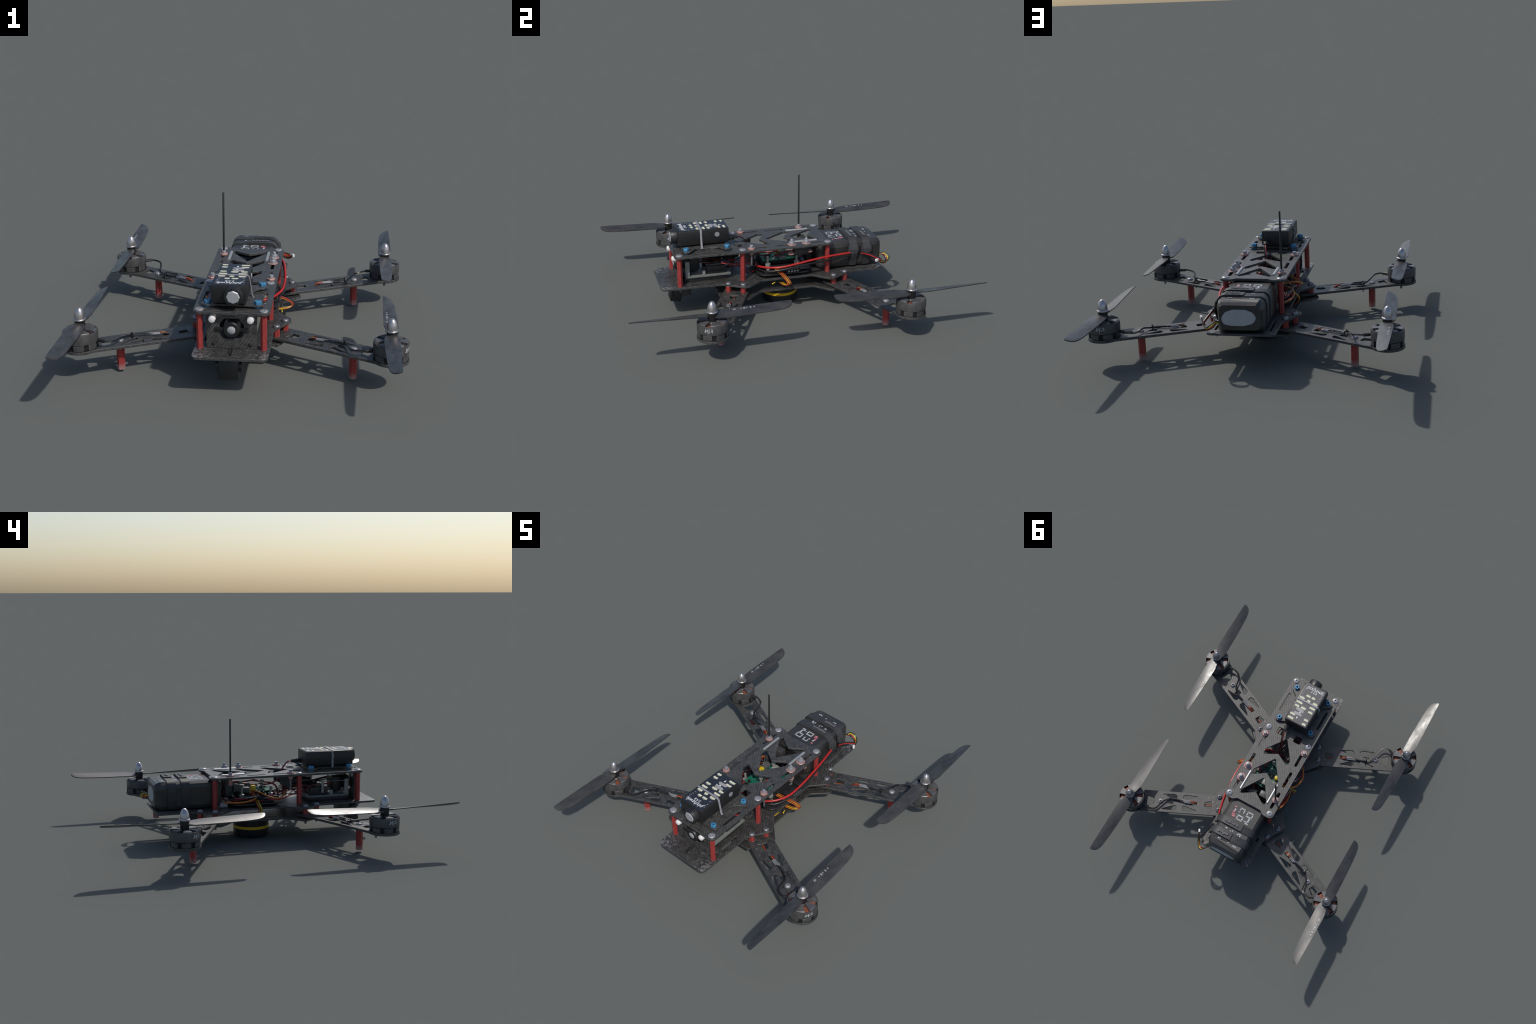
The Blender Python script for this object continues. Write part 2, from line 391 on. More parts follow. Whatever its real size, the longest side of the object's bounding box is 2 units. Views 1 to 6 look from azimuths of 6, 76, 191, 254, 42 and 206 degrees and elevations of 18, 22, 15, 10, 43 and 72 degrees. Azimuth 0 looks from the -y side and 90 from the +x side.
for s in (1, -1):
    h.append(rounded([(0.187, s * 0.052), (0.276, s * 0.056, 0.008), (0.294, s * 0.046, 0.008), (0.293, s * 0.022), (0.283, s * 0.020)], 0.003, 3))
    h.append(rounded([(0.440, s * 0.050), (0.350, s * 0.056, 0.008), (0.333, s * 0.046, 0.008), (0.334, s * 0.022), (0.344, s * 0.020)], 0.003, 3))
h.append(rounded([(0.480, -0.020), (0.527, -0.026), (0.527, 0.024), (0.480, 0.015)], 0.004, 3))
h.append(rounded([(0.398, -0.010), (0.428, -0.013), (0.428, 0.011), (0.398, 0.010)], 0.003, 3))
h.append(rounded([(0.230, -0.008), (0.270, -0.014), (0.270, 0.014), (0.230, 0.008)], 0.004, 3))
arm_mesh = sheet('arm', arm_outline, h, *Z_ARM)
arms = {}
for sx, sy in corners():
    arms[sx, sy] = add('arm', arm_mesh, 'carbon_arm', loc=(sx * MX, sy * MY, 0), rotz=arm_rot(sx, sy))

# ------------------------------------------------------------------ screws, standoffs, legs
def dome(name, r, z0, hgt):
    prof = [(0, z0 + hgt * 0.1), (r * 0.33, z0 + hgt * 0.1), (r * 0.33, z0 + hgt), (r * 0.60, z0 + hgt * 0.90), (r * 0.90, z0 + hgt * 0.62), (r, z0 + hgt * 0.35), (r, z0), (0, z0)]
    return lathe(name, prof, 10, 38)
big_screw = dome('screw', 0.0205, Z_TOP[1], 0.0080)
mid_screw = dome('screw', 0.0178, Z_MID[1], 0.0135)
arm_screw = dome('screw', 0.0172, 0.156, 0.0120)
small_bolt = lathe('bolt_end', [(0, -0.024), (0.006, -0.024), (0.008, -0.010), (0.0185, -0.006), (0.0185, 0), (0, 0)], 10, 40)
standoff_mesh = hexnut('standoff', 0.0152, Z_MID[1], Z_TOP[0], 0, 6, 0.26, 0.0005)
for sx in (1, -1):
    for y in (-0.632, -0.259, 0.259):
        add('standoff', standoff_mesh, 'red', loc=(sx * 0.147, y, 0))
        add('screw', big_screw, 'screw', loc=(sx * 0.147, y, 0), rotz=y * 3)
    add('bolt_end', small_bolt, 'screw_dark', loc=(sx * 0.147, -0.632, Z_MID[0]))
spacer_mesh = hexnut('spacer', 0.0165, 0.156, Z_MID[0], 0, 6, 0.1, 0.0005)
for sx, sy in corners():
    for x, y in ((0.221, 0.275), (0.184, 0.3555)):
        add('spacer', spacer_mesh, 'red', loc=(sx * x, sy * y, 0))
        add('screw', mid_screw, 'screw_dark', loc=(sx * x, sy * y, 0), rotz=x * 7)
        add('bolt_end', small_bolt, 'screw_dark', loc=(sx * x, sy * y, 0.1225))
leg_mesh = hexnut('leg', 0.0195, 0.0105, 0.1425, 0, 6, 0.2, 0.0015)
for sx, sy in corners():
    add('leg', leg_mesh, 'red_foot', loc=(sx * 0.5565, sy * 0.4825, 0))
    add('screw', arm_screw, 'screw', loc=(sx * 0.5575, sy * 0.480, 0), rotz=sx + sy)

# ------------------------------------------------------------------ motors and propellers
def wedge_bm(bm, r0, r1, a0, a1, z0, z1, seg=5, ch=0.003):
    ring = []
    for (rr0, rr1, z, da) in ((r0, r1, z0, 0), (r0, r1, z1 - ch, 0), (r0 + ch * .5, r1 - ch, z1, ch * 0.4)):
        lo = [bm.verts.new((rr0 * cos(a), rr0 * sin(a), z)) for a in (a0 + (a1 - a0) * i / seg for i in range(seg + 1))]
        hi = [bm.verts.new((rr1 * cos(a), rr1 * sin(a), z)) for a in (a1 - (a1 - a0) * i / seg for i in range(seg + 1))]
        ring.append(lo + hi)
    n = len(ring[0])
    for A, B in zip(ring, ring[1:]):
        for i in range(n): bm.faces.new((A[i], A[(i + 1) % n], B[(i + 1) % n], B[i]))
    bm.faces.new(ring[0][::-1]); bm.faces.new(ring[-1])

bell_mesh = lathe('motor', [(0.074, 0.187), (0.081, 0.187), (0.083, 0.189), (0.083, 0.2345), (0.0815, 0.2375), (0.0770, 0.2375), (0.0755, 0.2345), (0.074, 0.187)], 28, 30)
bm = bmesh.new()
for i in range(6):
    c = pi / 2 + pi / 6 + i * pi / 3
    wedge_bm(bm, 0.022, 0.0765, c - radians(18), c + radians(18), 0.222, 0.2435)
cap_mesh = finish(bm, 'motor_cap', 30)
winding_mesh = lathe('winding', [(0, 0.2), (0.074, 0.2), (0.074, 0.216), (0.066, 0.2255), (0.03, 0.2255), (0, 0.222)], 24)
core_mesh = lathe('stator_core', [(0, 0.1562), (0.0765, 0.1562), (0.0765, 0.199), (0, 0.199)], 24)
bm = bmesh.new()
for i in range(7):
    c = 0.35 + i * 2 * pi / 7
    wedge_bm(bm, 0.070, 0.0815, c - radians(17.5), c + radians(17.5), 0.159, 0.1850, 6, 0.001)
stator_mesh = finish(bm, 'stator', 30)
base_mesh = lathe('motor_base', [(0, 0.1555), (0.084, 0.1555), (0.084, 0.1585), (0, 0.1585)], 28)
hub_mesh = lathe('motor_hub', [(0.0, 0.21), (0.030, 0.21), (0.030, 0.232), (0.0225, 0.240), (0.0245, 0.262), (0.0245, 0.291), (0, 0.291)], 18)
nut_prof = [(0.0, 0.289), (0.0310, 0.289), (0.0320, 0.2925), (0.0300, 0.2965), (0.0262, 0.2985), (0.0257, 0.306), (0.0245, 0.316),
            (0.0222, 0.326), (0.0190, 0.335), (0.0150, 0.3425), (0.0100, 0.3483), (0.0050, 0.3515), (0, 0.3527)]
spin_mesh = lathe('spinner_nut', nut_prof, 8, 24, 0.2)
def spinner():
    bm = bmesh.new()
    f = lathe('f', nut_prof[:5] + [(0, 0.2975)], 8, 30, 0.2); b = lathe('b', nut_prof[4:], 20, 60)
    bm.from_mesh(f); bm.from_mesh(b); return finish(bm, 'spinner_nut', 42)
spin_mesh = spinner()

# blade stations: radius, leading-edge offset, trailing-edge offset
ST = [(0.012, -0.0139, 0.0230), (0.03, -0.0222, 0.0319), (0.05, -0.0277, 0.0350), (0.085, -0.0351, 0.0358), (0.12, -0.0356, 0.0352), (0.17, -0.0347, 0.0340),
      (0.24, -0.0338, 0.0318), (0.31, -0.0328, 0.0290), (0.36, -0.0319, 0.0255), (0.385, -0.0315, 0.0222), (0.402, -0.0313, 0.0185), (0.416, -0.0310, 0.0138),
      (0.427, -0.0305, 0.0068), (0.435, -0.0301, -0.0030), (0.44, -0.0278, -0.0150)]
def blade_z(r, x, f, w, cam=0.0026):
    """Height of the mid-surface: rises to the leading edge (negative x), gently cambered, tips raised."""
    tw = 0.16 + 0.23 * min(1.0, r / 0.42)
    return 0.2725 + 0.008 * min(1.0, r / 0.42) - tw * x + cam * 4 * f * (1 - f) * w / 0.08
def propeller(hand):
    """hand +1: turns counter-clockwise seen from above (leading edge raised)."""
    bm = bmesh.new()
    for turn in (0, pi):
        rings = []
        for r, le, te in ST:
            ring = []
            th = 0.0026 if r > 0.03 else 0.004
            prof = [(f, th) for f in (0, 0.25, 0.5, 0.75, 1)] + [(f, -th) for f in (1, 0.75, 0.5, 0.25, 0)]
            for f, dz in prof:
                x = le + (te - le) * f
                z = blade_z(r, x, f, te - le) + dz
                X = hand * x; Y = r
                if turn: X, Y = -X, -Y
                ring.append(bm.verts.new((X, Y, z)))
            rings.append(ring)
        n = len(rings[0])
        for A, B in zip(rings, rings[1:]):
            for i in range(n): bm.faces.new((A[i], A[(i + 1) % n], B[(i + 1) % n], B[i]))
        bm.faces.new(rings[0][::-1])
        for i in range(4): bm.faces.new((rings[-1][i], rings[-1][i + 1], rings[-1][8 - i], rings[-1][9 - i]))
    return finish(bm, 'propeller', 30)
prop_mesh = {1: propeller(1), -1: propeller(-1)}
def marks_on_blade():
    """Worn white print along the leading half of one blade, lying on its surface."""
    bm = bmesh.new()
    for rr, w, d in ((0.122, 0.010, 0.016), (0.158, 0.007, 0.009), (0.176, 0.013, 0.011), (0.190, 0.008, 0.007), (0.211, 0.013, 0.009), (0.231, 0.008, 0.010)):
        q = []
        for lift in (0.0020, 0.0031):
            for x, r in ((-0.017 - w / 2, rr - d / 2), (-0.017 + w / 2, rr - d / 2), (-0.017 + w / 2, rr + d / 2), (-0.017 - w / 2, rr + d / 2)):
                q.append(bm.verts.new((x, r, blade_z(r, x, (x + 0.035) / 0.070, 0.070) + lift)))
        for k in ((4, 5, 6, 7), (0, 1, 5, 4), (1, 2, 6, 5), (2, 3, 7, 6), (3, 0, 4, 7)): bm.faces.new([q[m] for m in k])
    return finish(bm, 'printed_mark')
blade_marks = marks_on_blade()

def curved_marks(rows, r, a0, z0, dz, da):
    """Little pale printed blocks wrapped round the bell."""
    bm = bmesh.new()
    for j, row in enumerate(rows):
        for i, ch in enumerate(row):
            if ch == ' ': continue
            aa = a0 - i * da; zz = z0 - j * dz
            vs = []
            for rr in (r, r + 0.0005):
                for a, z in ((aa, zz), (aa - da * 0.95, zz), (aa - da * 0.95, zz + dz * 0.95), (aa, zz + dz * 0.95)):
                    vs.append(bm.verts.new((rr * cos(a), rr * sin(a), z)))
            for q in ((4, 5, 6, 7), (0, 1, 5, 4), (1, 2, 6, 5), (2, 3, 7, 6), (3, 0, 4, 7)): bm.faces.new([vs[k] for k in q])
    return finish(bm, 'printed_mark')
MARK = ['## # #  # ', '#    ## # ', '## # # ## ', '#  # #  #.', '     #    ']
mark_mesh = curved_marks(MARK, 0.0826, 0.55, 0.222, 0.005, 0.055)
for sx, sy in corners():
    hand = -1 if sx * sy > 0 else 1
    L = (sx * MX, sy * MY, 0); W = arm_rot(sx, sy)
    mo = add('motor', bell_mesh, 'bell', loc=L)
    for nm, me, mt in (('motor_cap', cap_mesh, 'pad'), ('winding', winding_mesh, 'copper'), ('stator_core', core_mesh, 'void'), ('stator', stator_mesh, 'bell'),
                       ('motor_base', base_mesh, 'black'), ('motor_hub', hub_mesh, 'black_hub')):
        add(nm, me, mt, mo)
    face = {(-1, 1): 200, (-1, -1): 175, (1, 1): 80, (1, -1): -42}[sx, sy]
    add('printed_mark', mark_mesh, 'greyprint', mo, rotz=radians(face), stuff=True)
    pr = add('propeller', prop_mesh[hand], 'prop', loc=L)
    add('spinner_nut', spin_mesh, 'steel', pr)
    if hand > 0: add('printed_mark', blade_marks, 'blade_print', pr, stuff=True)
    # small screw under the motor pad
    add('bolt_end', small_bolt, 'screw_dark', loc=(arm_pt(sx, sy, 0.02, -0.045, 0.1425)))

# ------------------------------------------------------------------ arm wiring
PATH = {(1, 1): [(0.070, 0.030, .185), (0.093, 0.048, .182), (0.134, 0.059, .172), (0.167, 0.048, .172), (0.197, 0.012, .176), (0.228, -0.010, .168), (0.257, -0.020, .164), (0.338, -0.007, .164)],
        (-1, 1): [(0.070, 0.030, .205), (0.099, 0.062, .205), (0.150, 0.068, .200), (0.172, 0.048, .185), (0.195, 0.007, .174), (0.225, -0.010, .167), (0.255, -0.018, .164), (0.338, -0.009, .164)],
        (-1, -1): [(0.070, 0.030, .190), (0.098, 0.066, .190), (0.142, 0.070, .186), (0.188, 0.020, .178), (0.230, -0.015, .168), (0.262, -0.020, .164), (0.338, -0.010, .164)],
        (1, -1): [(0.070, 0.030, .192), (0.103, 0.062, .192), (0.150, 0.070, .186), (0.185, 0.050, .180), (0.215, 0.008, .174), (0.253, -0.010, .166), (0.310, -0.015, .164), (0.345, -0.009, .164)]}
for key, path in PATH.items():
    sx, sy = key
    for i, off in enumerate((-0.0045, 0.0, 0.0045)):
        P = [arm_pt(sx, sy, s, t + off, z + (0.003 if i == 1 else 0)) for s, t, z in path]
        wire('motor_wire', P, 0.0024, 'w_black', n=6, k=3)
    P = [arm_pt(sx, sy, s, t, z) for s, t, z in path]
    bm = bmesh.new(); tube_bm(bm, [P[0], P[1]], 0.0085, 8); add('wire_sleeve', finish(bm, 'wire_sleeve'), 'black')
    bm = bmesh.new(); tube_bm(bm, spline([arm_pt(sx, sy, s, t, z) for s, t, z in ((0.255, -0.018, .166), (0.285, -0.018, .166), (0.318, -0.012, .166))], 4), 0.0062, 8)
    add('wire_sleeve', finish(bm, 'wire_sleeve'), 'w_black')
    # cable tie round the bundle, with its tail
    a = arm_pt(sx, sy, 0.255, -0.018, 0.164)
    tail = [arm_pt(sx, sy, 0.252, -0.016, 0.170), arm_pt(sx, sy, 0.256, -0.034, 0.169), arm_pt(sx, sy, 0.250, -0.050, 0.160)]
    wire('cable_tie', tail, 0.003, 'w_black', n=5)
    wire('cable_tie', [arm_pt(sx, sy, 0.250, -0.006, 0.158), arm_pt(sx, sy, 0.250, -0.010, 0.178), arm_pt(sx, sy, 0.250, -0.026, 0.178), arm_pt(sx, sy, 0.250, -0.030, 0.152), arm_pt(sx, sy, 0.252, -0.024, 0.118)], 0.0032, 'w_black', n=5)
    for i, (off, mt) in enumerate(((-0.009, 'w_dred'), (0.0, 'w_dorange'), (0.008, 'w_black'))):
        wire('wire_joint', [arm_pt(sx, sy, 0.326 + 0.01 * i, -0.008 + off, 0.1655 + .003 * (i == 1)), arm_pt(sx, sy, 0.383, -0.004 + off * 0.9, 0.1645 + .003 * (i == 1))], 0.0040, 'sleeve', smooth=False)
        wire('signal_wire', [arm_pt(sx, sy, 0.380, -0.004 + off * 0.9, 0.165 + .003 * (i == 1)), arm_pt(sx, sy, 0.402, -0.003 + off * 0.8, 0.1655 + .003 * (i == 1)), arm_pt(sx, sy, 0.422, -0.002 + off * 0.6, 0.158), arm_pt(sx, sy, 0.440, off * 0.5, 0.139),
                              arm_pt(sx, sy, 0.50, off * 0.5, 0.138), arm_pt(sx, sy, 0.60, off * 0.5, 0.139)], 0.0029, mt, n=6)

# ------------------------------------------------------------------ hardware on the top plate
nut6 = hexnut('nut', 0.0225, 0.391, 0.3995, 0, 6, 0.3, 0.002)
bolt_tip = lathe('bolt', [(0, 0.39), (0.0115, 0.39), (0.0115, 0.4125), (0.010, 0.4155), (0, 0.4155)], 12)
rod_under = lathe('bolt_shank', [(0, 0.29), (0.006, 0.29), (0.006, 0.376), (0, 0.376)], 8)
for x, y in ((0.145, -0.205), (-0.145, -0.205)):
    n = add('nut', nut6, 'pink', loc=(x, y, 0)); add('bolt', bolt_tip, 'screw', n)
    add('bolt_shank', rod_under, 'screw_dark', n)
    add('nut', hexnut('nut', 0.014, 0.360, Z_TOP[0], 0, 6), 'pink', loc=(x, y, 0))
washer = lathe('washer', [(0.0, 0.391), (0.0262, 0.391), (0.0265, 0.3925), (0.0245, 0.3945), (0, 0.3945)], 18)
capnut = lathe('cap_nut', [(0, 0.394), (0.0185, 0.394), (0.0185, 0.405), (0.0155, 0.4105), (0.010, 0.412), (0.0095, 0.420), (0.0065, 0.4245), (0, 0.4255)], 8, 30)
for y in (0.042, 0.1305):
    w = add('washer', washer, 'pink', loc=(0.134, y, 0)); add('cap_nut', capnut, 'screw', w, rotz=0.4 * y)
for s in (1, -1):
    bm = bmesh.new(); prof = [(-0.0075, 0), (-0.0075, 0.003), (-0.004, 0.0072), (0.004, 0.0072), (0.0075, 0.003), (0.0075, 0)]
    A = [bm.verts.new((s * 0.099 + x, 0.066, 0.391 + z)) for x, z in prof]; B = [bm.verts.new((s * 0.099 + x, 0.204, 0.391 + z)) for x, z in prof]
    for i in range(6): bm.faces.new((A[i], A[(i + 1) % 6], B[(i + 1) % 6], B[i]))
    bm.faces.new(A[::-1]); bm.faces.new(B)
    add('metal_bar', finish(bm, 'metal_bar', 60), 'silver')
# antenna
an = add('antenna', lathe('antenna', [(0, 0.40), (0.0057, 0.40), (0.0052, 0.728), (0.004, 0.730), (0, 0.730)], 12), 'antenna', loc=(-0.1355, 0.1615, 0))
add('nut', nut6, 'pink', an); add('antenna_socket', lathe('antenna_socket', [(0, 0.396), (0.012, 0.396), (0.012, 0.411), (0.010, 0.415), (0, 0.415)], 8), 'screw', an)
add('antenna_socket', lathe('antenna_socket', [(0, 0.338), (0.013, 0.338), (0.013, 0.3785), (0, 0.3785)], 8), 'pink', an)

# ------------------------------------------------------------------ autopilot box on its damper plate
ears = [(0.116, -0.585), (0.116, -0.344)]
oh = [(0.060, -0.605, 0.01), (0.096, -0.610, 0.01), (0.116, -0.611, 0.02), (0.145, -0.600, 0.018), (0.145, -0.568, 0.018), (0.095, -0.530, 0.02), (0.082, -0.49, 0.01),
      (0.082, -0.43, 0.01), (0.095, -0.396, 0.02), (0.145, -0.360, 0.018), (0.145, -0.328, 0.018), (0.118, -0.318, 0.018), (0.070, -0.338, 0.02), (0.03, -0.34, 0.01)]
damper = add('damper_plate', sheet('damper_plate', rounded(mirror_outline(oh), 0.01), [], 0.4005, 0.4085), 'carbon')
bnut = hexnut('damper_nut', 0.0168, 0.4085, 0.4240, 0.0072, 6, 0.2, 0.002)
bsp = lathe('damper_spacer', [(0, 0.3912), (0.0150, 0.3912), (0.0150, 0.4004), (0, 0.4004)], 10)
bhole = lathe('damper_hole', [(0, 0.40), (0.0074, 0.40), (0.0074, 0.415), (0, 0.415)], 8)
for s in (1, -1):
    for x, y in ears:
        n = add('damper_nut', bnut, 'blue', loc=(s * x, y, 0)); add('damper_spacer', bsp, 'blue', n); add('damper_hole', bhole, 'void', n)
BX0, BX1, BY0, BY1, BZ0, BZ1 = -0.094, 0.0665, -0.622, -0.320, 0.4180, 0.5075
apbox = bx('autopilot_box', BX0, BX1, BY0, BY1, BZ0, BZ1, 'box', 0.0075, seg=2)
bx('foam_pad', BX0 + 0.02, BX1 - 0.02, BY0 + 0.03, BY1 - 0.03, 0.4086, 0.4178, 'void', 0.002, apbox)
bx('box_seam', BX0 - 0.0006, BX1 + 0.0006, BY0 - 0.0006, BY1 + 0.0006, 0.4455, 0.4470, 'void', 0.0005, apbox, 1)
bx('label', -0.083, 0.056, -0.612, -0.328, 0.5070, 0.5080, 'label', 0.0003, apbox, 1)
ZL = 0.5080
def mark(x, y, w, d, mat='cream', name='printed_mark'):
    return bx(name, x - w / 2, x + w / 2, y - d / 2, y + d / 2, ZL, ZL + 0.0006, mat, 0, apbox, stuff=True)
for x, y, w in ((0.005, -0.530, .030), (-0.031, -0.531, .024), (0.036, -0.502, .034), (-0.013, -0.500, .022), (-0.060, -0.500, .032), (0.035, -0.465, .040), (0.039, -0.437, .030),
                (-0.058, -0.465, .038), (-0.060, -0.434, .030), (-0.006, -0.440, .034), (0.036, -0.374, .036), (0.036, -0.344, .040), (-0.061, -0.374, .028), (-0.062, -0.342, .026)):
    mark(x, y, w, 0.0125)
    bx('printed_mark', x - w * .3, x + w * .3, y - 0.0115, y - 0.0088, ZL, ZL + 0.0005, 'greyprint', 0, apbox, stuff=True)
for x, y in ((0.049, -0.581), (0.045, -0.568), (0.049, -0.556), (-0.075, -0.583), (-0.069, -0.572), (-0.073, -0.558), (-0.070, -0.544), (0.045, -0.530), (-0.066, -0.528)):
    mark(x, y, 0.008, 0.0025, 'greyprint')
for y, w, sk in ((-0.420, 0.062, 0.004), (-0.388, 0.062, -0.004)):
    me = sheet('tape_piece', rounded([(-w / 2 + 0.010, -0.011), (w / 2 - 0.004, -0.010), (w / 2, 0.004), (w / 2 - 0.012, 0.011), (-w / 2, 0.010 + sk)], 0.004, 2), [], 0, 0.0012, 0.0003)
    add('tape_piece', me, 'tape', apbox, (0.006, y, ZL))
add('printed_mark', sheet('printed_mark', [(-0.006, -0.372 + 0.003), (0.006, -0.372 + 0.003), (0.0, -0.352)], [], ZL, ZL + 0.0006, 0.0001), 'white', apbox, stuff=True)
mark(0.0, -0.404, 0.010, 0.008, 'white')
tm = text_mesh('pixhawk', 0.036, 0.0004, 0.3, 1.0)
wd = max(v.co.x for v in tm.vertices) - min(v.co.x for v in tm.vertices); tm.transform(Matrix.Diagonal((0.118 / wd, 1.05, 1, 1)))
add('lettering', tm, 'white', apbox, (-0.014, -0.590, ZL + 0.0003), pi, stuff=True)
tm = text_mesh('2.4.8', 0.022, 0.0004, 0.1); add('lettering', tm, 'white', apbox, (-0.014, -0.566, ZL + 0.0003), pi, stuff=True)
# lens / buzzer on the front face
rX = Matrix.Rotation(radians(90), 4, 'X')
def ycyl(name, prof, mat, loc, parent=None, n=20, sharp=35):
    """Lathe about an axis pointing to -y."""
    me = lathe(name, prof, n, sharp); me.transform(rX); return add(name, me, mat, parent, loc)
LX, LZ = 0.010, 0.4640
ycyl('lens_ring', [(0, -0.004), (0.0435, -0.004), (0.0435, 0.032), (0.041, 0.036), (0.0325, 0.037), (0.0315, 0.034), (0, 0.034)], 'box', (LX, BY0, LZ), apbox, 24)
ycyl('lens_glass', [(0, 0.0335), (0.0315, 0.0335), (0.0315, 0.0375), (0.0265, 0.041), (0, 0.041)], 'lens', (LX, BY0, LZ), apbox, 8, 20)
# button on the side, cable tie round the box, plug and cable at the back
me = lathe('side_button', [(0, 0), (0.0155, 0), (0.0145, 0.0035), (0, 0.0035)], 8, 20, 0.4); me.transform(Matrix.Rotation(radians(90), 4, 'Y'))
add('side_button', me, 'tie', apbox, (BX1 - 0.001, -0.391, 0.473))
tie = [(0.088, -0.487, 0.400), (0.080, -0.487, 0.412), (0.0685, -0.487, 0.488), (0.066, -0.487, 0.500), (0.058, -0.487, 0.5085), (-0.014, -0.487, 0.5095), (-0.086, -0.487, 0.5085), (-0.0935, -0.487, 0.500), (-0.0955, -0.487, 0.45), (-0.096, -0.487, 0.405)]
ribbon('cable_tie', tie, 0.0115, 0.0024, (0, -1, 0), 'tie', apbox)
bx('cable_tie_head', -0.104, -0.095, -0.494, -0.480, 0.466, 0.484, 'tie', 0.002, apbox)
bx('plug', 0.018, 0.054, -0.322, -0.296, 0.424, 0.448, 'black', 0.003, apbox)
me = lathe('plug_boot', [(0, 0), (0.016, 0), (0.013, 0.018), (0.009, 0.034), (0, 0.034)], 8); me.transform(Matrix.Rotation(radians(-90), 4, 'X')); add('plug_boot', me, 'black', apbox, (0.036, -0.300, 0.436))
for dx, mt in ((-0.004, 'w_dred'), (0.004, 'w_black')):
    wire('power_wire', [(0.036 + dx, -0.268, 0.436), (0.033 + dx, -0.245, 0.432), (0.026 + dx, -0.215, 0.405), (0.020 + dx, -0.198, 0.372), (0.02 + dx, -0.18, 0.33), (0.03 + dx, -0.12, 0.30), (0.04 + dx, -0.06, 0.305)], 0.0036, mt)

# ------------------------------------------------------------------ front camera panel, white LEDs, camera under the nose
CP = -0.6255
me = sheet('camera_panel', rounded([(-0.117, 0.2040), (0.116, 0.2040), (0.116, 0.3780), (-0.117, 0.3780)], 0.008, 3),
           [rounded([(-0.052, 0.268), (-0.035, 0.252), (0.035, 0.252), (0.052, 0.268), (0.056, 0.32), (0.035, 0.350), (-0.035, 0.350), (-0.056, 0.32)], 0.012, 4)], -0.006, 0.006)
me.transform(rX); add('camera_panel', me, 'carbon_wall', loc=(0, CP, 0))
bx('camera_clip', -0.078, 0.080, CP - 0.012, CP - 0.004, 0.288, 0.308, 'black', 0.002)
ycyl('front_camera', [(0, -0.11), (0.036, -0.11), (0.040, -0.10), (0.040, 0.006), (0.038, 0.016), (0.034, 0.020), (0.020, 0.020), (0.0195, 0.016), (0, 0.016)], 'black', (0, CP, 0.299), None, 20)
ycyl('camera_lens', [(0, 0.014), (0.0195, 0.014), (0.0195, 0.0205), (0.015, 0.0235), (0, 0.0245)], 'lens', (0, CP, 0.299), None, 10)
for x in (-0.0865, 0.0885):
    ycyl('led_lamp', [(0, -0.01), (0.0165, -0.01), (0.0168, 0.034), (0.0145, 0.0405), (0.008, 0.043), (0, 0.0435)], 'led', (x, CP, 0.3555), None, 10, 30)
for x, z in ((0.085, 0.225), (-0.083, 0.225)):
    ycyl('panel_screw', [(0, 0), (0.009, 0), (0.009, 0.008), (0.006, 0.010), (0, 0.010)], 'black', (x, CP, z), None, 8)
wire('panel_wire', [(-0.012, -0.60, 0.206), (-0.012, -0.66, 0.203), (-0.006, -0.69, 0.202)], 0.0035, 'w_black', n=6)
wire('panel_wire', [(0.006, -0.60, 0.206), (0.002, -0.65, 0.203), (-0.002, -0.70, 0.202)], 0.0035, 'w_black', n=6)
nose = add('nose_camera', box('nose_camera', (0.094, 0.066, 0.098), 0.006, 2, (-0.0125, -0.638, 0.108), Matrix.Rotation(radians(-9), 3, 'X')), 'black')
for x in (-0.0665, 0.0415):
    me = lathe('pivot_disc', [(0, -0.008), (0.030, -0.008), (0.030, 0.006), (0.027, 0.008), (0, 0.008)], 16); me.transform(Matrix.Rotation(radians(90), 4, 'Y'))
    add('pivot_disc', me, 'chip', nose, (x, -0.625, 0.118))
bx('camera_mount', -0.062, 0.050, -0.612, -0.552, 0.098, 0.1905, 'bracket', 0.003, nose)
bx('camera_mount', -0.075, 0.058, -0.705, -0.60, 0.172, 0.1905, 'bracket', 0.003, nose)

# ------------------------------------------------------------------ servo tray inside the nose
tray = bx('servo_tray', -0.104, 0.104, -0.592, -0.322, 0.228, 0.238, 'acrylic', 0.001)
bx('tray_base', -0.096, 0.096, -0.60, -0.335, 0.2040, 0.2275, 'chip', 0.002, tray)
for s in (1, -1):
    bx('tray_bracket', s * 0.0955 - 0.0065, s * 0.0955 + 0.0065, -0.592, -0.566, 0.2305, 0.331, 'nylon', 0.002, tray)
    sv = bx('servo', s * 0.066 - 0.024, s * 0.066 + 0.024, -0.462, -0.350, 0.2385, 0.284, 'black', 0.002)
    bx('servo_ear', s * 0.066 - 0.022, s * 0.066 + 0.022, -0.478, -0.320, 0.262, 0.267, 'black', 0.001, sv)
    bx('servo_cap', s * 0.066 - 0.020, s * 0.066 + 0.020, -0.440, -0.378, 0.284, 0.296, 'chip', 0.002, sv)
    bx('tray_post', s * 0.092 - 0.006, s * 0.092 + 0.006, -0.490, -0.472, 0.2385, 0.266, 'nylon', 0.001, tray)
arm_s = bx('servo_horn', -0.100, -0.094, -0.432, -0.416, 0.252, 0.322, 'nylon', 0.002)
bx('servo_horn', -0.100, -0.094, -0.446, -0.402, 0.319, 0.327, 'nylon', 0.002, arm_s)
wire('push_rod', [(-0.097, -0.44, 0.323), (-0.10, -0.575, 0.322)], 0.0022, 'screw_dark', smooth=False)
bx('camera_back', -0.052, 0.052, -0.560, -0.505, 0.2500, 0.335, 'black', 0.003)
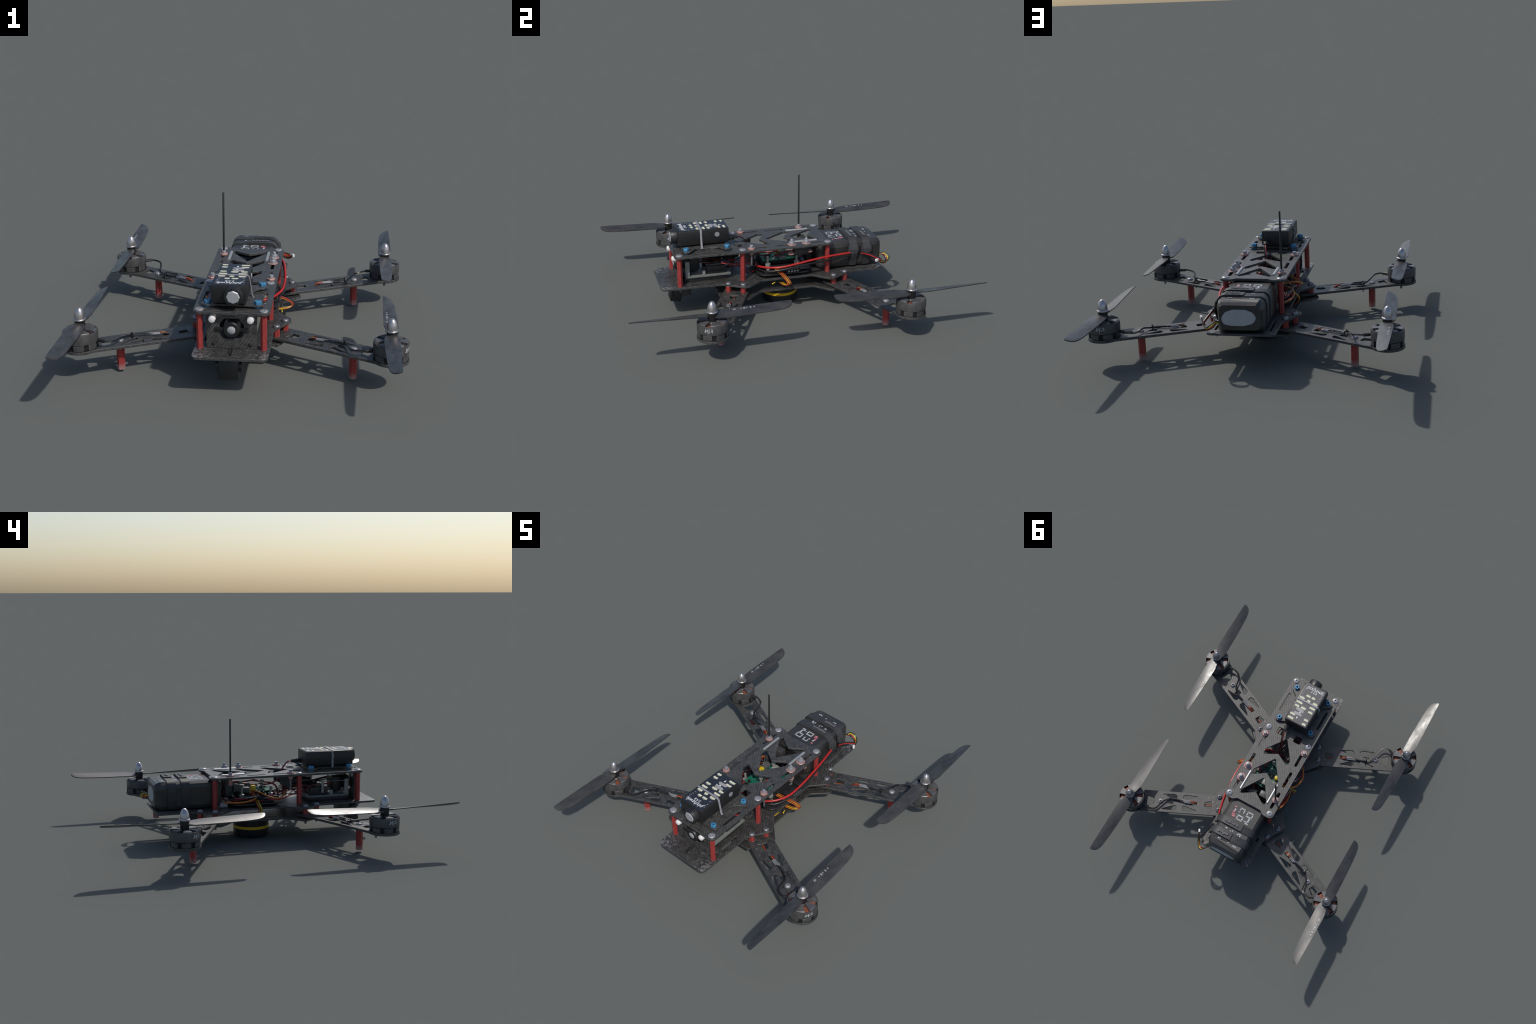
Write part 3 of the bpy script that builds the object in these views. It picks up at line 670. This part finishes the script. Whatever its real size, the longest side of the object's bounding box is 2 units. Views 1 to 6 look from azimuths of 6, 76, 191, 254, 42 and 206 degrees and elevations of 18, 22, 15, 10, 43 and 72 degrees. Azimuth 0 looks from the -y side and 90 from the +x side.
# bullet-shaped module hanging behind the front plate on a grey bracket
me = lathe('bullet_module', [(0, 0), (0.024, 0), (0.026, 0.01), (0.026, 0.085), (0.020, 0.10), (0.020, 0.12), (0, 0.12)], 14); me.transform(rX); add('bullet_module', me, 'chip', loc=(0.0, -0.255, 0.318))
for x in (-0.080, 0.050):
    me = sheet('hanging_bracket', rounded([(0.157, 0.3780), (0.240, 0.3780), (0.237, 0.281), (0.222, 0.284), (0.190, 0.304), (0.160, 0.316)], 0.004, 2), [circle(0.178, 0.334, 0.006)], -0.003, 0.003)
    me.transform(Matrix.Rotation(radians(90), 4, 'X')); me.transform(Matrix.Rotation(radians(-90), 4, 'Z')); add('hanging_bracket', me, 'bracket', loc=(x, 0, 0))

# ------------------------------------------------------------------ central electronics stack
def stack_sheet(name, hw, y0, y1, z0, z1, mat, r=0.03, hs=()):
    return add(name, sheet(name, rounded([(-hw, y0), (hw, y0), (hw, y1), (-hw, y1)], r, 5), list(hs), z0, z1, 0.0008), mat)
pd = stack_sheet('power_board', 0.174, -0.166, 0.164, 0.2200, 0.2275, 'chip', 0.055, [circle(s * 0.134, y, 0.009) for s in (1, -1) for y in (-0.132, 0.128)])
bx('board_dark_fill', -0.13, 0.13, -0.13, 0.13, 0.2035, 0.2198, 'void', 0.01, pd)
stack_sheet('stack_plate', 0.112, -0.148, 0.125, 0.2445, 0.2520, 'chip', 0.03)
pcb = stack_sheet('circuit_board', 0.086, -0.122, 0.098, 0.2800, 0.2855, 'pcb', 0.006)
bx('circuit_block', -0.075, 0.07, -0.13, 0.10, 0.2525, 0.2795, 'void', 0.004)
post = lathe('nylon_post', [(0, 0.2275), (0.013, 0.2275), (0.013, 0.238), (0.010, 0.2445), (0.010, 0.252), (0.0165, 0.254), (0.0165, 0.272), (0.007, 0.276), (0.007, 0.314), (0, 0.314)], 8, 30)
for s in (1, -1):
    for y in (-0.096, 0.082):
        add('nylon_post', post, 'nylon', loc=(s * 0.098, y, 0), rotz=0.3 * s)
rnd = random.Random(3)
for i in range(46):                              # surface components on the boards
    x = rnd.uniform(-0.078, 0.078); y = rnd.uniform(-0.112, 0.09); w = rnd.uniform(0.004, 0.016); d = rnd.uniform(0.004, 0.016); hgt = rnd.uniform(0.003, 0.012)
    bx('board_component', x - w / 2, x + w / 2, y - d / 2, y + d / 2, 0.2850, 0.2855 + hgt, rnd.choice(['chip', 'grey_part', 'nylon', 'chip', 'void', 'screw_dark', 'pcb']), 0.0006, pcb, 1, stuff=True)
bx('board_chip', -0.038, -0.010, -0.012, 0.016, 0.2850, 0.2900, 'chip', 0.001, pcb)
bx('board_chip', 0.0, 0.022, -0.095, -0.07, 0.2850, 0.2960, 'grey_part', 0.003, pcb)
bx('board_connector', -0.070, -0.045, -0.010, 0.016, 0.2850, 0.3150, 'yellow', 0.003, pcb)
bx('board_connector', -0.064, -0.052, -0.014, 0.020, 0.2900, 0.3090, 'yellow', 0.003, pcb)
bx('board_connector', 0.055, 0.088, -0.022, 0.018, 0.2850, 0.2980, 'grey_part', 0.002, pcb)
bx('board_connector', -0.02, 0.012, 0.045, 0.085, 0.2850, 0.3120, 'nylon', 0.004, pcb)
bx('board_connector', -0.084, -0.045, 0.03, 0.075, 0.2850, 0.3080, 'grey_part', 0.003, pcb)
add('capacitor', lathe('capacitor', [(0, 0.285), (0.017, 0.285), (0.017, 0.308), (0.015, 0.311), (0, 0.311)], 12), 'grey_part', pcb, (0.030, 0.012, 0))
add('capacitor', lathe('capacitor', [(0, 0.285), (0.007, 0.285), (0.007, 0.318), (0.013, 0.320), (0.013, 0.333), (0.006, 0.336), (0, 0.336)], 10), 'nylon', pcb, (0.004, -0.072, 0))
add('capacitor', lathe('capacitor', [(0, 0.285), (0.007, 0.285), (0.007, 0.318), (0.013, 0.320), (0.013, 0.333), (0.006, 0.336), (0, 0.336)], 10), 'nylon', pcb, (-0.022, 0.068, 0))
for i in range(4):
    wire('solder_pin', [(0.160, 0.008 + 0.018 * i, 0.230), (0.184, 0.008 + 0.018 * i, 0.236), (0.194, 0.009 + 0.018 * i, 0.246)], [0.0048] * 3, 'screw_dark', pd, smooth=False, n=6)
bx('black_module', 0.07, 0.158, 0.085, 0.155, 0.2275, 0.248, 'box', 0.010, pd)
bx('black_module', 0.118, 0.160, -0.02, 0.075, 0.2275, 0.244, 'chip', 0.004, pd)
bx('black_module', -0.158, -0.09, -0.10, 0.10, 0.2275, 0.243, 'chip', 0.006, pd)
for x, y in ((0.131, -0.118), (0.150, -0.045), (-0.14, 0.12), (-0.14, -0.125)):
    bx('solder_pad', x - 0.009, x + 0.009, y - 0.006, y + 0.006, 0.2276, 0.2296, 'nylon', 0.0008, pd, 1)
# drum clamped under the plate by the two cap nuts
bx('clamped_module', 0.108, 0.160, 0.052, 0.140, 0.325, 0.3780, 'black', 0.008)
for y, z in ((0.036, 0.333), (0.148, 0.339)):
    add('washer', lathe('washer', [(0, z), (0.020, z), (0.020, z + 0.005), (0, z + 0.005)], 14), 'pink', loc=(0.140, y, 0))
# grey speed-controller standing in front of the battery, with black upright
bx('receiver', -0.085, -0.02, 0.135, 0.178, 0.262, 0.3650, 'bracket', 0.004)
bx('receiver', -0.10, -0.075, 0.075, 0.132, 0.29, 0.330, 'bracket', 0.004)
bx('receiver', 0.0, 0.075, 0.150, 0.185, 0.240, 0.345, 'chip', 0.005)
bx('foam_pad', -0.13, -0.085, 0.175, 0.225, 0.2040, 0.232, 'tape', 0.008)

# ------------------------------------------------------------------ puck hanging under the centre
puck = add('downward_sensor', lathe('downward_sensor', [(0, 0.0025), (0.098, 0.0025), (0.106, 0.010), (0.107, 0.018), (0.107, 0.122), (0, 0.122)], 36, 40), 'puck')
add('sensor_band', lathe('sensor_band', [(0.1065, 0.0515), (0.1085, 0.0525), (0.1085, 0.0685), (0.1065, 0.0695)], 36, 30), 'yellow_band', puck)

# ------------------------------------------------------------------ battery with straps
def ring_section(y, k=1.0, zs=1.0, dz=0.0):
    half = [(0.094, 0.2040), (0.116, 0.213), (0.122, 0.232), (0.123, 0.335), (0.117, 0.358), (0.100, 0.3715)]
    zc = 0.287
    pts = half + [(-x, z) for x, z in reversed(half)]
    return [(x * k, y, zc + (z - zc) * zs + dz) for x, z in pts]
rj = random.Random(5); bm = bmesh.new(); rings = []
for y, k, zs in ((0.205, 0.80, 0.78), (0.214, 0.93, 0.92), (0.235, 1.0, 0.99), (0.30, 1.0, 1.0), (0.42, 1.0, 1.0), (0.540, 1.0, 1.0), (0.565, 0.985, 0.985), (0.590, 0.93, 0.90), (0.607, 0.84, 0.76)):
    rings.append([bm.verts.new((p[0] * (1 + rj.uniform(-.03, .03)), p[1] + rj.uniform(-.006, .006), p[2] + rj.uniform(-.004, .004)) if 0.56 < y < 0.6 else p) for p in ring_section(y, k, zs)])
n = len(rings[0])
for A, B in zip(rings, rings[1:]):
    for i in range(n): bm.faces.new((A[i], A[(i + 1) % n], B[(i + 1) % n], B[i]))
bm.faces.new(rings[0][::-1]); bm.faces.new(rings[-1])
bmesh.ops.triangulate(bm, faces=[f for f in bm.faces if f.calc_center_median().y > 0.55 and len(f.verts) == 4])
battery = add('battery', finish(bm, 'battery', 9), 'battery')
oval = [(0.094, 0.283), (0.072, 0.316), (0.03, 0.330), (-0.03, 0.330), (-0.065, 0.318), (-0.089, 0.290), (-0.067, 0.258), (-0.02, 0.2455), (0.04, 0.2455), (0.083, 0.252)]
me = sheet('end_patch', rounded(oval, 0.03, 3), [], -0.003, 0.0015, 0.001); me.transform(rX); me.transform(Matrix.Diagonal((1, -1, 1, 1)))
bm = bmesh.new(); bm.from_mesh(me); bmesh.ops.recalc_face_normals(bm, faces=bm.faces); bm.to_mesh(me); bm.free()
add('end_patch', me, 'patch', battery, (0, 0.6085, 0))
for yc, xo in ((0.4265, 0.022), (0.509, -0.012)):
    sec = [(x, yc, z) for x, _, z in ring_section(yc)]
    loop = [Vector(p) for p in sec]
    path = [(-0.094, yc, 0.2045), (-0.117, yc, 0.2130), (-0.1270, yc, 0.232), (-0.1290, yc, 0.336), (-0.1225, yc, 0.3620), (-0.102, yc, 0.3775), (0.102, yc, 0.3775), (0.1225, yc, 0.3620), (0.1290, yc, 0.336), (0.1270, yc, 0.232), (0.117, yc, 0.2130), (0.094, yc, 0.2045)]
    st = ribbon('strap', path, 0.050, 0.006, (0, -1, 0), 'strap', battery)
    # doubled end lying on top and running down into the buckle on the right
    ribbon('strap_end', [(-xo - 0.02, yc, 0.3838), (0.0, yc, 0.3842), (0.085, yc, 0.3842), (0.112, yc, 0.3760), (0.130, yc, 0.354), (0.144, yc, 0.318)], 0.047, 0.006, (0, -1, 0), 'strap', battery)
    fr = [(0.132, yc - 0.027, 0.348), (0.140, yc - 0.027, 0.312), (0.145, yc - 0.012, 0.300), (0.145, yc + 0.012, 0.300), (0.140, yc + 0.027, 0.312), (0.132, yc + 0.027, 0.348)]
    wire('strap_buckle', fr, 0.0055, 'strap', battery, k=3, n=6)
    ribbon('strap_end', [(0.142, yc, 0.322), (0.148, yc, 0.296), (0.140, yc, 0.276), (0.130, yc, 0.24), (0.1265, yc, 0.215)], 0.040, 0.003, (0, -1, 0), 'strap', battery)
rs = random.Random(21)
for yc, x0, n in ((0.4265, -0.010, 22), (0.509, 0.018, 18)):      # worn lettering woven into the strap ends
    for i in range(n):
        x = x0 + 0.0042 * i; w = rs.uniform(.002, .0055); d = rs.uniform(.004, .016)
        y = yc + rs.uniform(-.005, .005)
        bx('printed_mark', x - w / 2, x + w / 2, y - d / 2, y + d / 2, 0.3880, 0.3906, 'strap_print', 0, battery, stuff=True)
ZB = 0.3716
def stroke(x, y, w, d, mat='pale_print'):
    bx('printed_mark', x - w / 2, x + w / 2, y - d / 2, y + d / 2, ZB, ZB + 0.0006, mat, 0, battery, stuff=True)
def ringmark(x, y, w, d, s=0.0075, mat='pale_print', open_side=None):
    if open_side != 'back': stroke(x, y + d / 2, w + s, s, mat)
    if open_side != 'front': stroke(x, y - d / 2, w + s, s, mat)
    if open_side != 'right': stroke(x + w / 2, y, s, d, mat)
    stroke(x - w / 2, y, s, d, mat)
ringmark(-0.040, 0.326, 0.036, 0.030); ringmark(0.008, 0.372, 0.036, 0.026); ringmark(0.016, 0.322, 0.028, 0.026, 0.0065, 'pale_print', 'back')
stroke(-0.050, 0.358, 0.010, 0.030, 'greyprint'); stroke(-0.036, 0.376, 0.026, 0.006); stroke(-0.048, 0.386, 0.022, 0.008)
stroke(0.030, 0.333, 0.010, 0.014, 'greyprint'); stroke(0.066, 0.316, 0.012, 0.008, 'pinkprint'); stroke(0.060, 0.336, 0.010, 0.012, 'greyprint')
stroke(0.056, 0.366, 0.024, 0.008, 'pinkprint'); stroke(0.052, 0.378, 0.020, 0.010, 'pinkprint'); stroke(0.062, 0.350, 0.012, 0.012, 'pinkprint')
for x, y, w, d in ((0.050, 0.468, .014, .010), (0.017, 0.474, .008, .007), (0.004, 0.468, .006, .012), (-0.046, 0.466, .020, .007), (-0.052, 0.476, .008, .012), (-0.034, 0.474, .006, .010),
                   (0.062, 0.549, .010, .008), (0.050, 0.548, .006, .010), (-0.009, 0.547, .010, .005), (-0.052, 0.553, .012, .009), (-0.064, 0.552, .006, .010), (-0.044, 0.550, .005, .006)):
    stroke(x, y, w, d, 'greyprint')
# rear balance leads looping to a white connector
ends = [(0.108, 0.607, 0.268), (0.109, 0.607, 0.262), (0.106, 0.607, 0.256), (0.104, 0.607, 0.262)]
for i, (e, mt) in enumerate(zip(ends, ('w_black', 'w_red', 'w_yellow', 'w_black'))):
    o = (i - 1.5) * 0.006
    wire('balance_lead', [e, (0.118, 0.628 + o * .3, 0.266 + o), (0.136 + o * .5, 0.642 + o, 0.250 + o), (0.160, 0.636 + o, 0.236 + o), (0.182, 0.606 + o, 0.238 + o * .6), (0.196, 0.580 + o * .6, 0.250 + o * .4), (0.208, 0.556, 0.264)], 0.0034, mt, battery, n=6)
me = box('balance_connector', (0.012, 0.022, 0.016), 0.002, 1, (0, 0, 0), Matrix.Rotation(0.5, 3, 'Z')); add('balance_connector', me, 'led', battery, (0.209, 0.550, 0.266))
for dz, mt in ((0.0, 'w_red'), (0.008, 'w_black')):
    wire('battery_lead', [(0.150, 0.470, 0.298 + dz), (0.160, 0.520, 0.284 + dz), (0.178, 0.570, 0.262 + dz), (0.186, 0.590, 0.250 + dz)], 0.0042, mt, battery, n=6)

# ------------------------------------------------------------------ cables along the body
wire('power_cable', [(0.03, -0.15, 0.25), (0.075, -0.162, 0.256), (0.118, -0.140, 0.261), (0.158, -0.098, 0.266), (0.190, -0.025, 0.276), (0.196, 0.08, 0.293), (0.190, 0.17, 0.304), (0.180, 0.26, 0.310), (0.164, 0.34, 0.309), (0.150, 0.40, 0.306)], 0.0066, 'w_red', n=10)
wire('power_cable', [(0.05, -0.15, 0.236), (0.10, -0.152, 0.240), (0.158, -0.112, 0.244), (0.190, -0.030, 0.258), (0.197, 0.08, 0.276), (0.186, 0.20, 0.284), (0.172, 0.30, 0.290), (0.150, 0.40, 0.292)], 0.0058, 'w_black', n=10)
wire('power_cable', [(0.10, -0.05, 0.318), (0.06, 0.02, 0.318), (0.05, 0.10, 0.320), (0.02, 0.2, 0.315)], 0.0045, 'w_dred', n=8)
wire('power_cable', [(0.05, -0.02, 0.325), (0.03, -0.09, 0.316), (0.0, -0.15, 0.30), (-0.02, -0.165, 0.25), (-0.03, -0.16, 0.215)], 0.0055, 'w_dred', n=8)
# loops of thin servo leads hanging out on each side between the plates
for i, mt in enumerate(('w_orange', 'w_red', 'w_yellow', 'w_dred', 'w_orange')):
    o = (i - 2) * 0.0052; q = (i % 2) * 0.004
    wire('servo_lead', [(0.10, -0.055 + o, 0.246), (0.160, -0.042 + o, 0.240 + q), (0.205, -0.022 + o, 0.222 + q), (0.236 + q, -0.004 + o, 0.196), (0.236 + q, -0.006 + o, 0.180), (0.210, -0.022 + o, 0.172 - q), (0.150, -0.03 + o, 0.165)], 0.0023, mt, n=6)
    wire('servo_lead', [(-0.10, 0.015 + o * .5, 0.262), (-0.150, 0.012 + o, 0.248 + q), (-0.188 - q, 0.004 + o, 0.222), (-0.195 - q, -0.004 + o, 0.198), (-0.180, -0.006 + o, 0.176 - q), (-0.13, -0.01 + o, 0.165)], 0.0025, ('w_orange', 'w_yellow', 'w_black', 'w_orange', 'w_dred')[i], n=6)
wire('servo_lead_end', [(0.190, -0.075, 0.186), (0.194, -0.095, 0.176)], [0.0015, 0.004], 'yellow', smooth=False, n=6)
wire('signal_cable', [(-0.09, 0.03, 0.29), (-0.150, 0.018, 0.300), (-0.190, -0.005, 0.296), (-0.203, -0.055, 0.272), (-0.200, -0.105, 0.258), (-0.17, -0.150, 0.262), (-0.12, -0.18, 0.28)], 0.0048, 'w_orange', n=8)
wire('signal_cable', [(-0.09, 0.03, 0.28), (-0.160, 0.012, 0.262), (-0.182, 0.06, 0.246), (-0.178, 0.13, 0.240), (-0.140, 0.20, 0.236)], 0.0045, 'w_orange', n=8)
wire('signal_cable', [(-0.09, 0.01, 0.275), (-0.150, -0.03, 0.258), (-0.182, -0.09, 0.247), (-0.175, -0.15, 0.250), (-0.13, -0.22, 0.262), (-0.09, -0.30, 0.25)], 0.0045, 'w_dred', n=8)
wire('signal_cable', [(-0.10, 0.02, 0.272), (-0.155, 0.04, 0.252), (-0.175, 0.09, 0.238), (-0.15, 0.17, 0.234)], 0.0042, 'w_red', n=8)
rw = random.Random(11)
for i in range(26):                               # tangle of thin dark leads beside the stack
    y0 = rw.uniform(-0.12, 0.06); z0 = rw.uniform(0.24, 0.28)
    P = [(-0.07, y0, z0), (-0.13 + rw.uniform(-.02, .02), y0 + rw.uniform(-.02, .03), z0 + rw.uniform(-.03, .02)), (-0.155 + rw.uniform(-.02, .02), y0 + rw.uniform(0, .07), rw.uniform(.240, .270)), (-0.145, y0 + rw.uniform(.05, .13), rw.uniform(.240, .26)), (-0.08, y0 + rw.uniform(.08, .16), 0.245)]
    wire('loose_lead', P, rw.uniform(0.0024, 0.0036), rw.choice(['w_black', 'w_black', 'w_black', 'w_dred', 'sleeve']), n=5, k=4, stuff=True)
for i in range(12):                               # leads running forward to the servos and camera
    x0 = rw.uniform(-0.09, 0.09)
    P = [(x0 * .6, -0.14, rw.uniform(.22, .27)), (x0 + rw.uniform(-.04, .04), -0.21, rw.uniform(.21, .29)), (x0 + rw.uniform(-.03, .03), -0.29, rw.uniform(.24, .30)), (x0 * .9, -0.37, rw.uniform(.285, .31)), (x0 * 0.8, -0.50, rw.uniform(.30, .33))]
    wire('loose_lead', P, rw.uniform(0.002, 0.003), rw.choice(['w_black', 'w_black', 'w_black', 'w_dred']), n=5, k=4, stuff=True)
for i in range(8):                                # leads from the stack up behind the battery
    x0 = rw.uniform(-0.08, 0.1)
    wire('loose_lead', [(x0, 0.09, 0.26), (x0 + rw.uniform(-.03, .03), 0.14, rw.uniform(.26, .33)), (x0 + rw.uniform(-.02, .02), 0.18, rw.uniform(.23, .30)), (x0, 0.21, 0.24)], 0.0028, rw.choice(['w_black', 'w_black', 'w_dred']), n=5, k=4, stuff=True)
wire('push_rod', [(0.06, -0.42, 0.297), (0.09, -0.30, 0.285), (0.08, -0.20, 0.275)], 0.003, 'w_red', n=6)
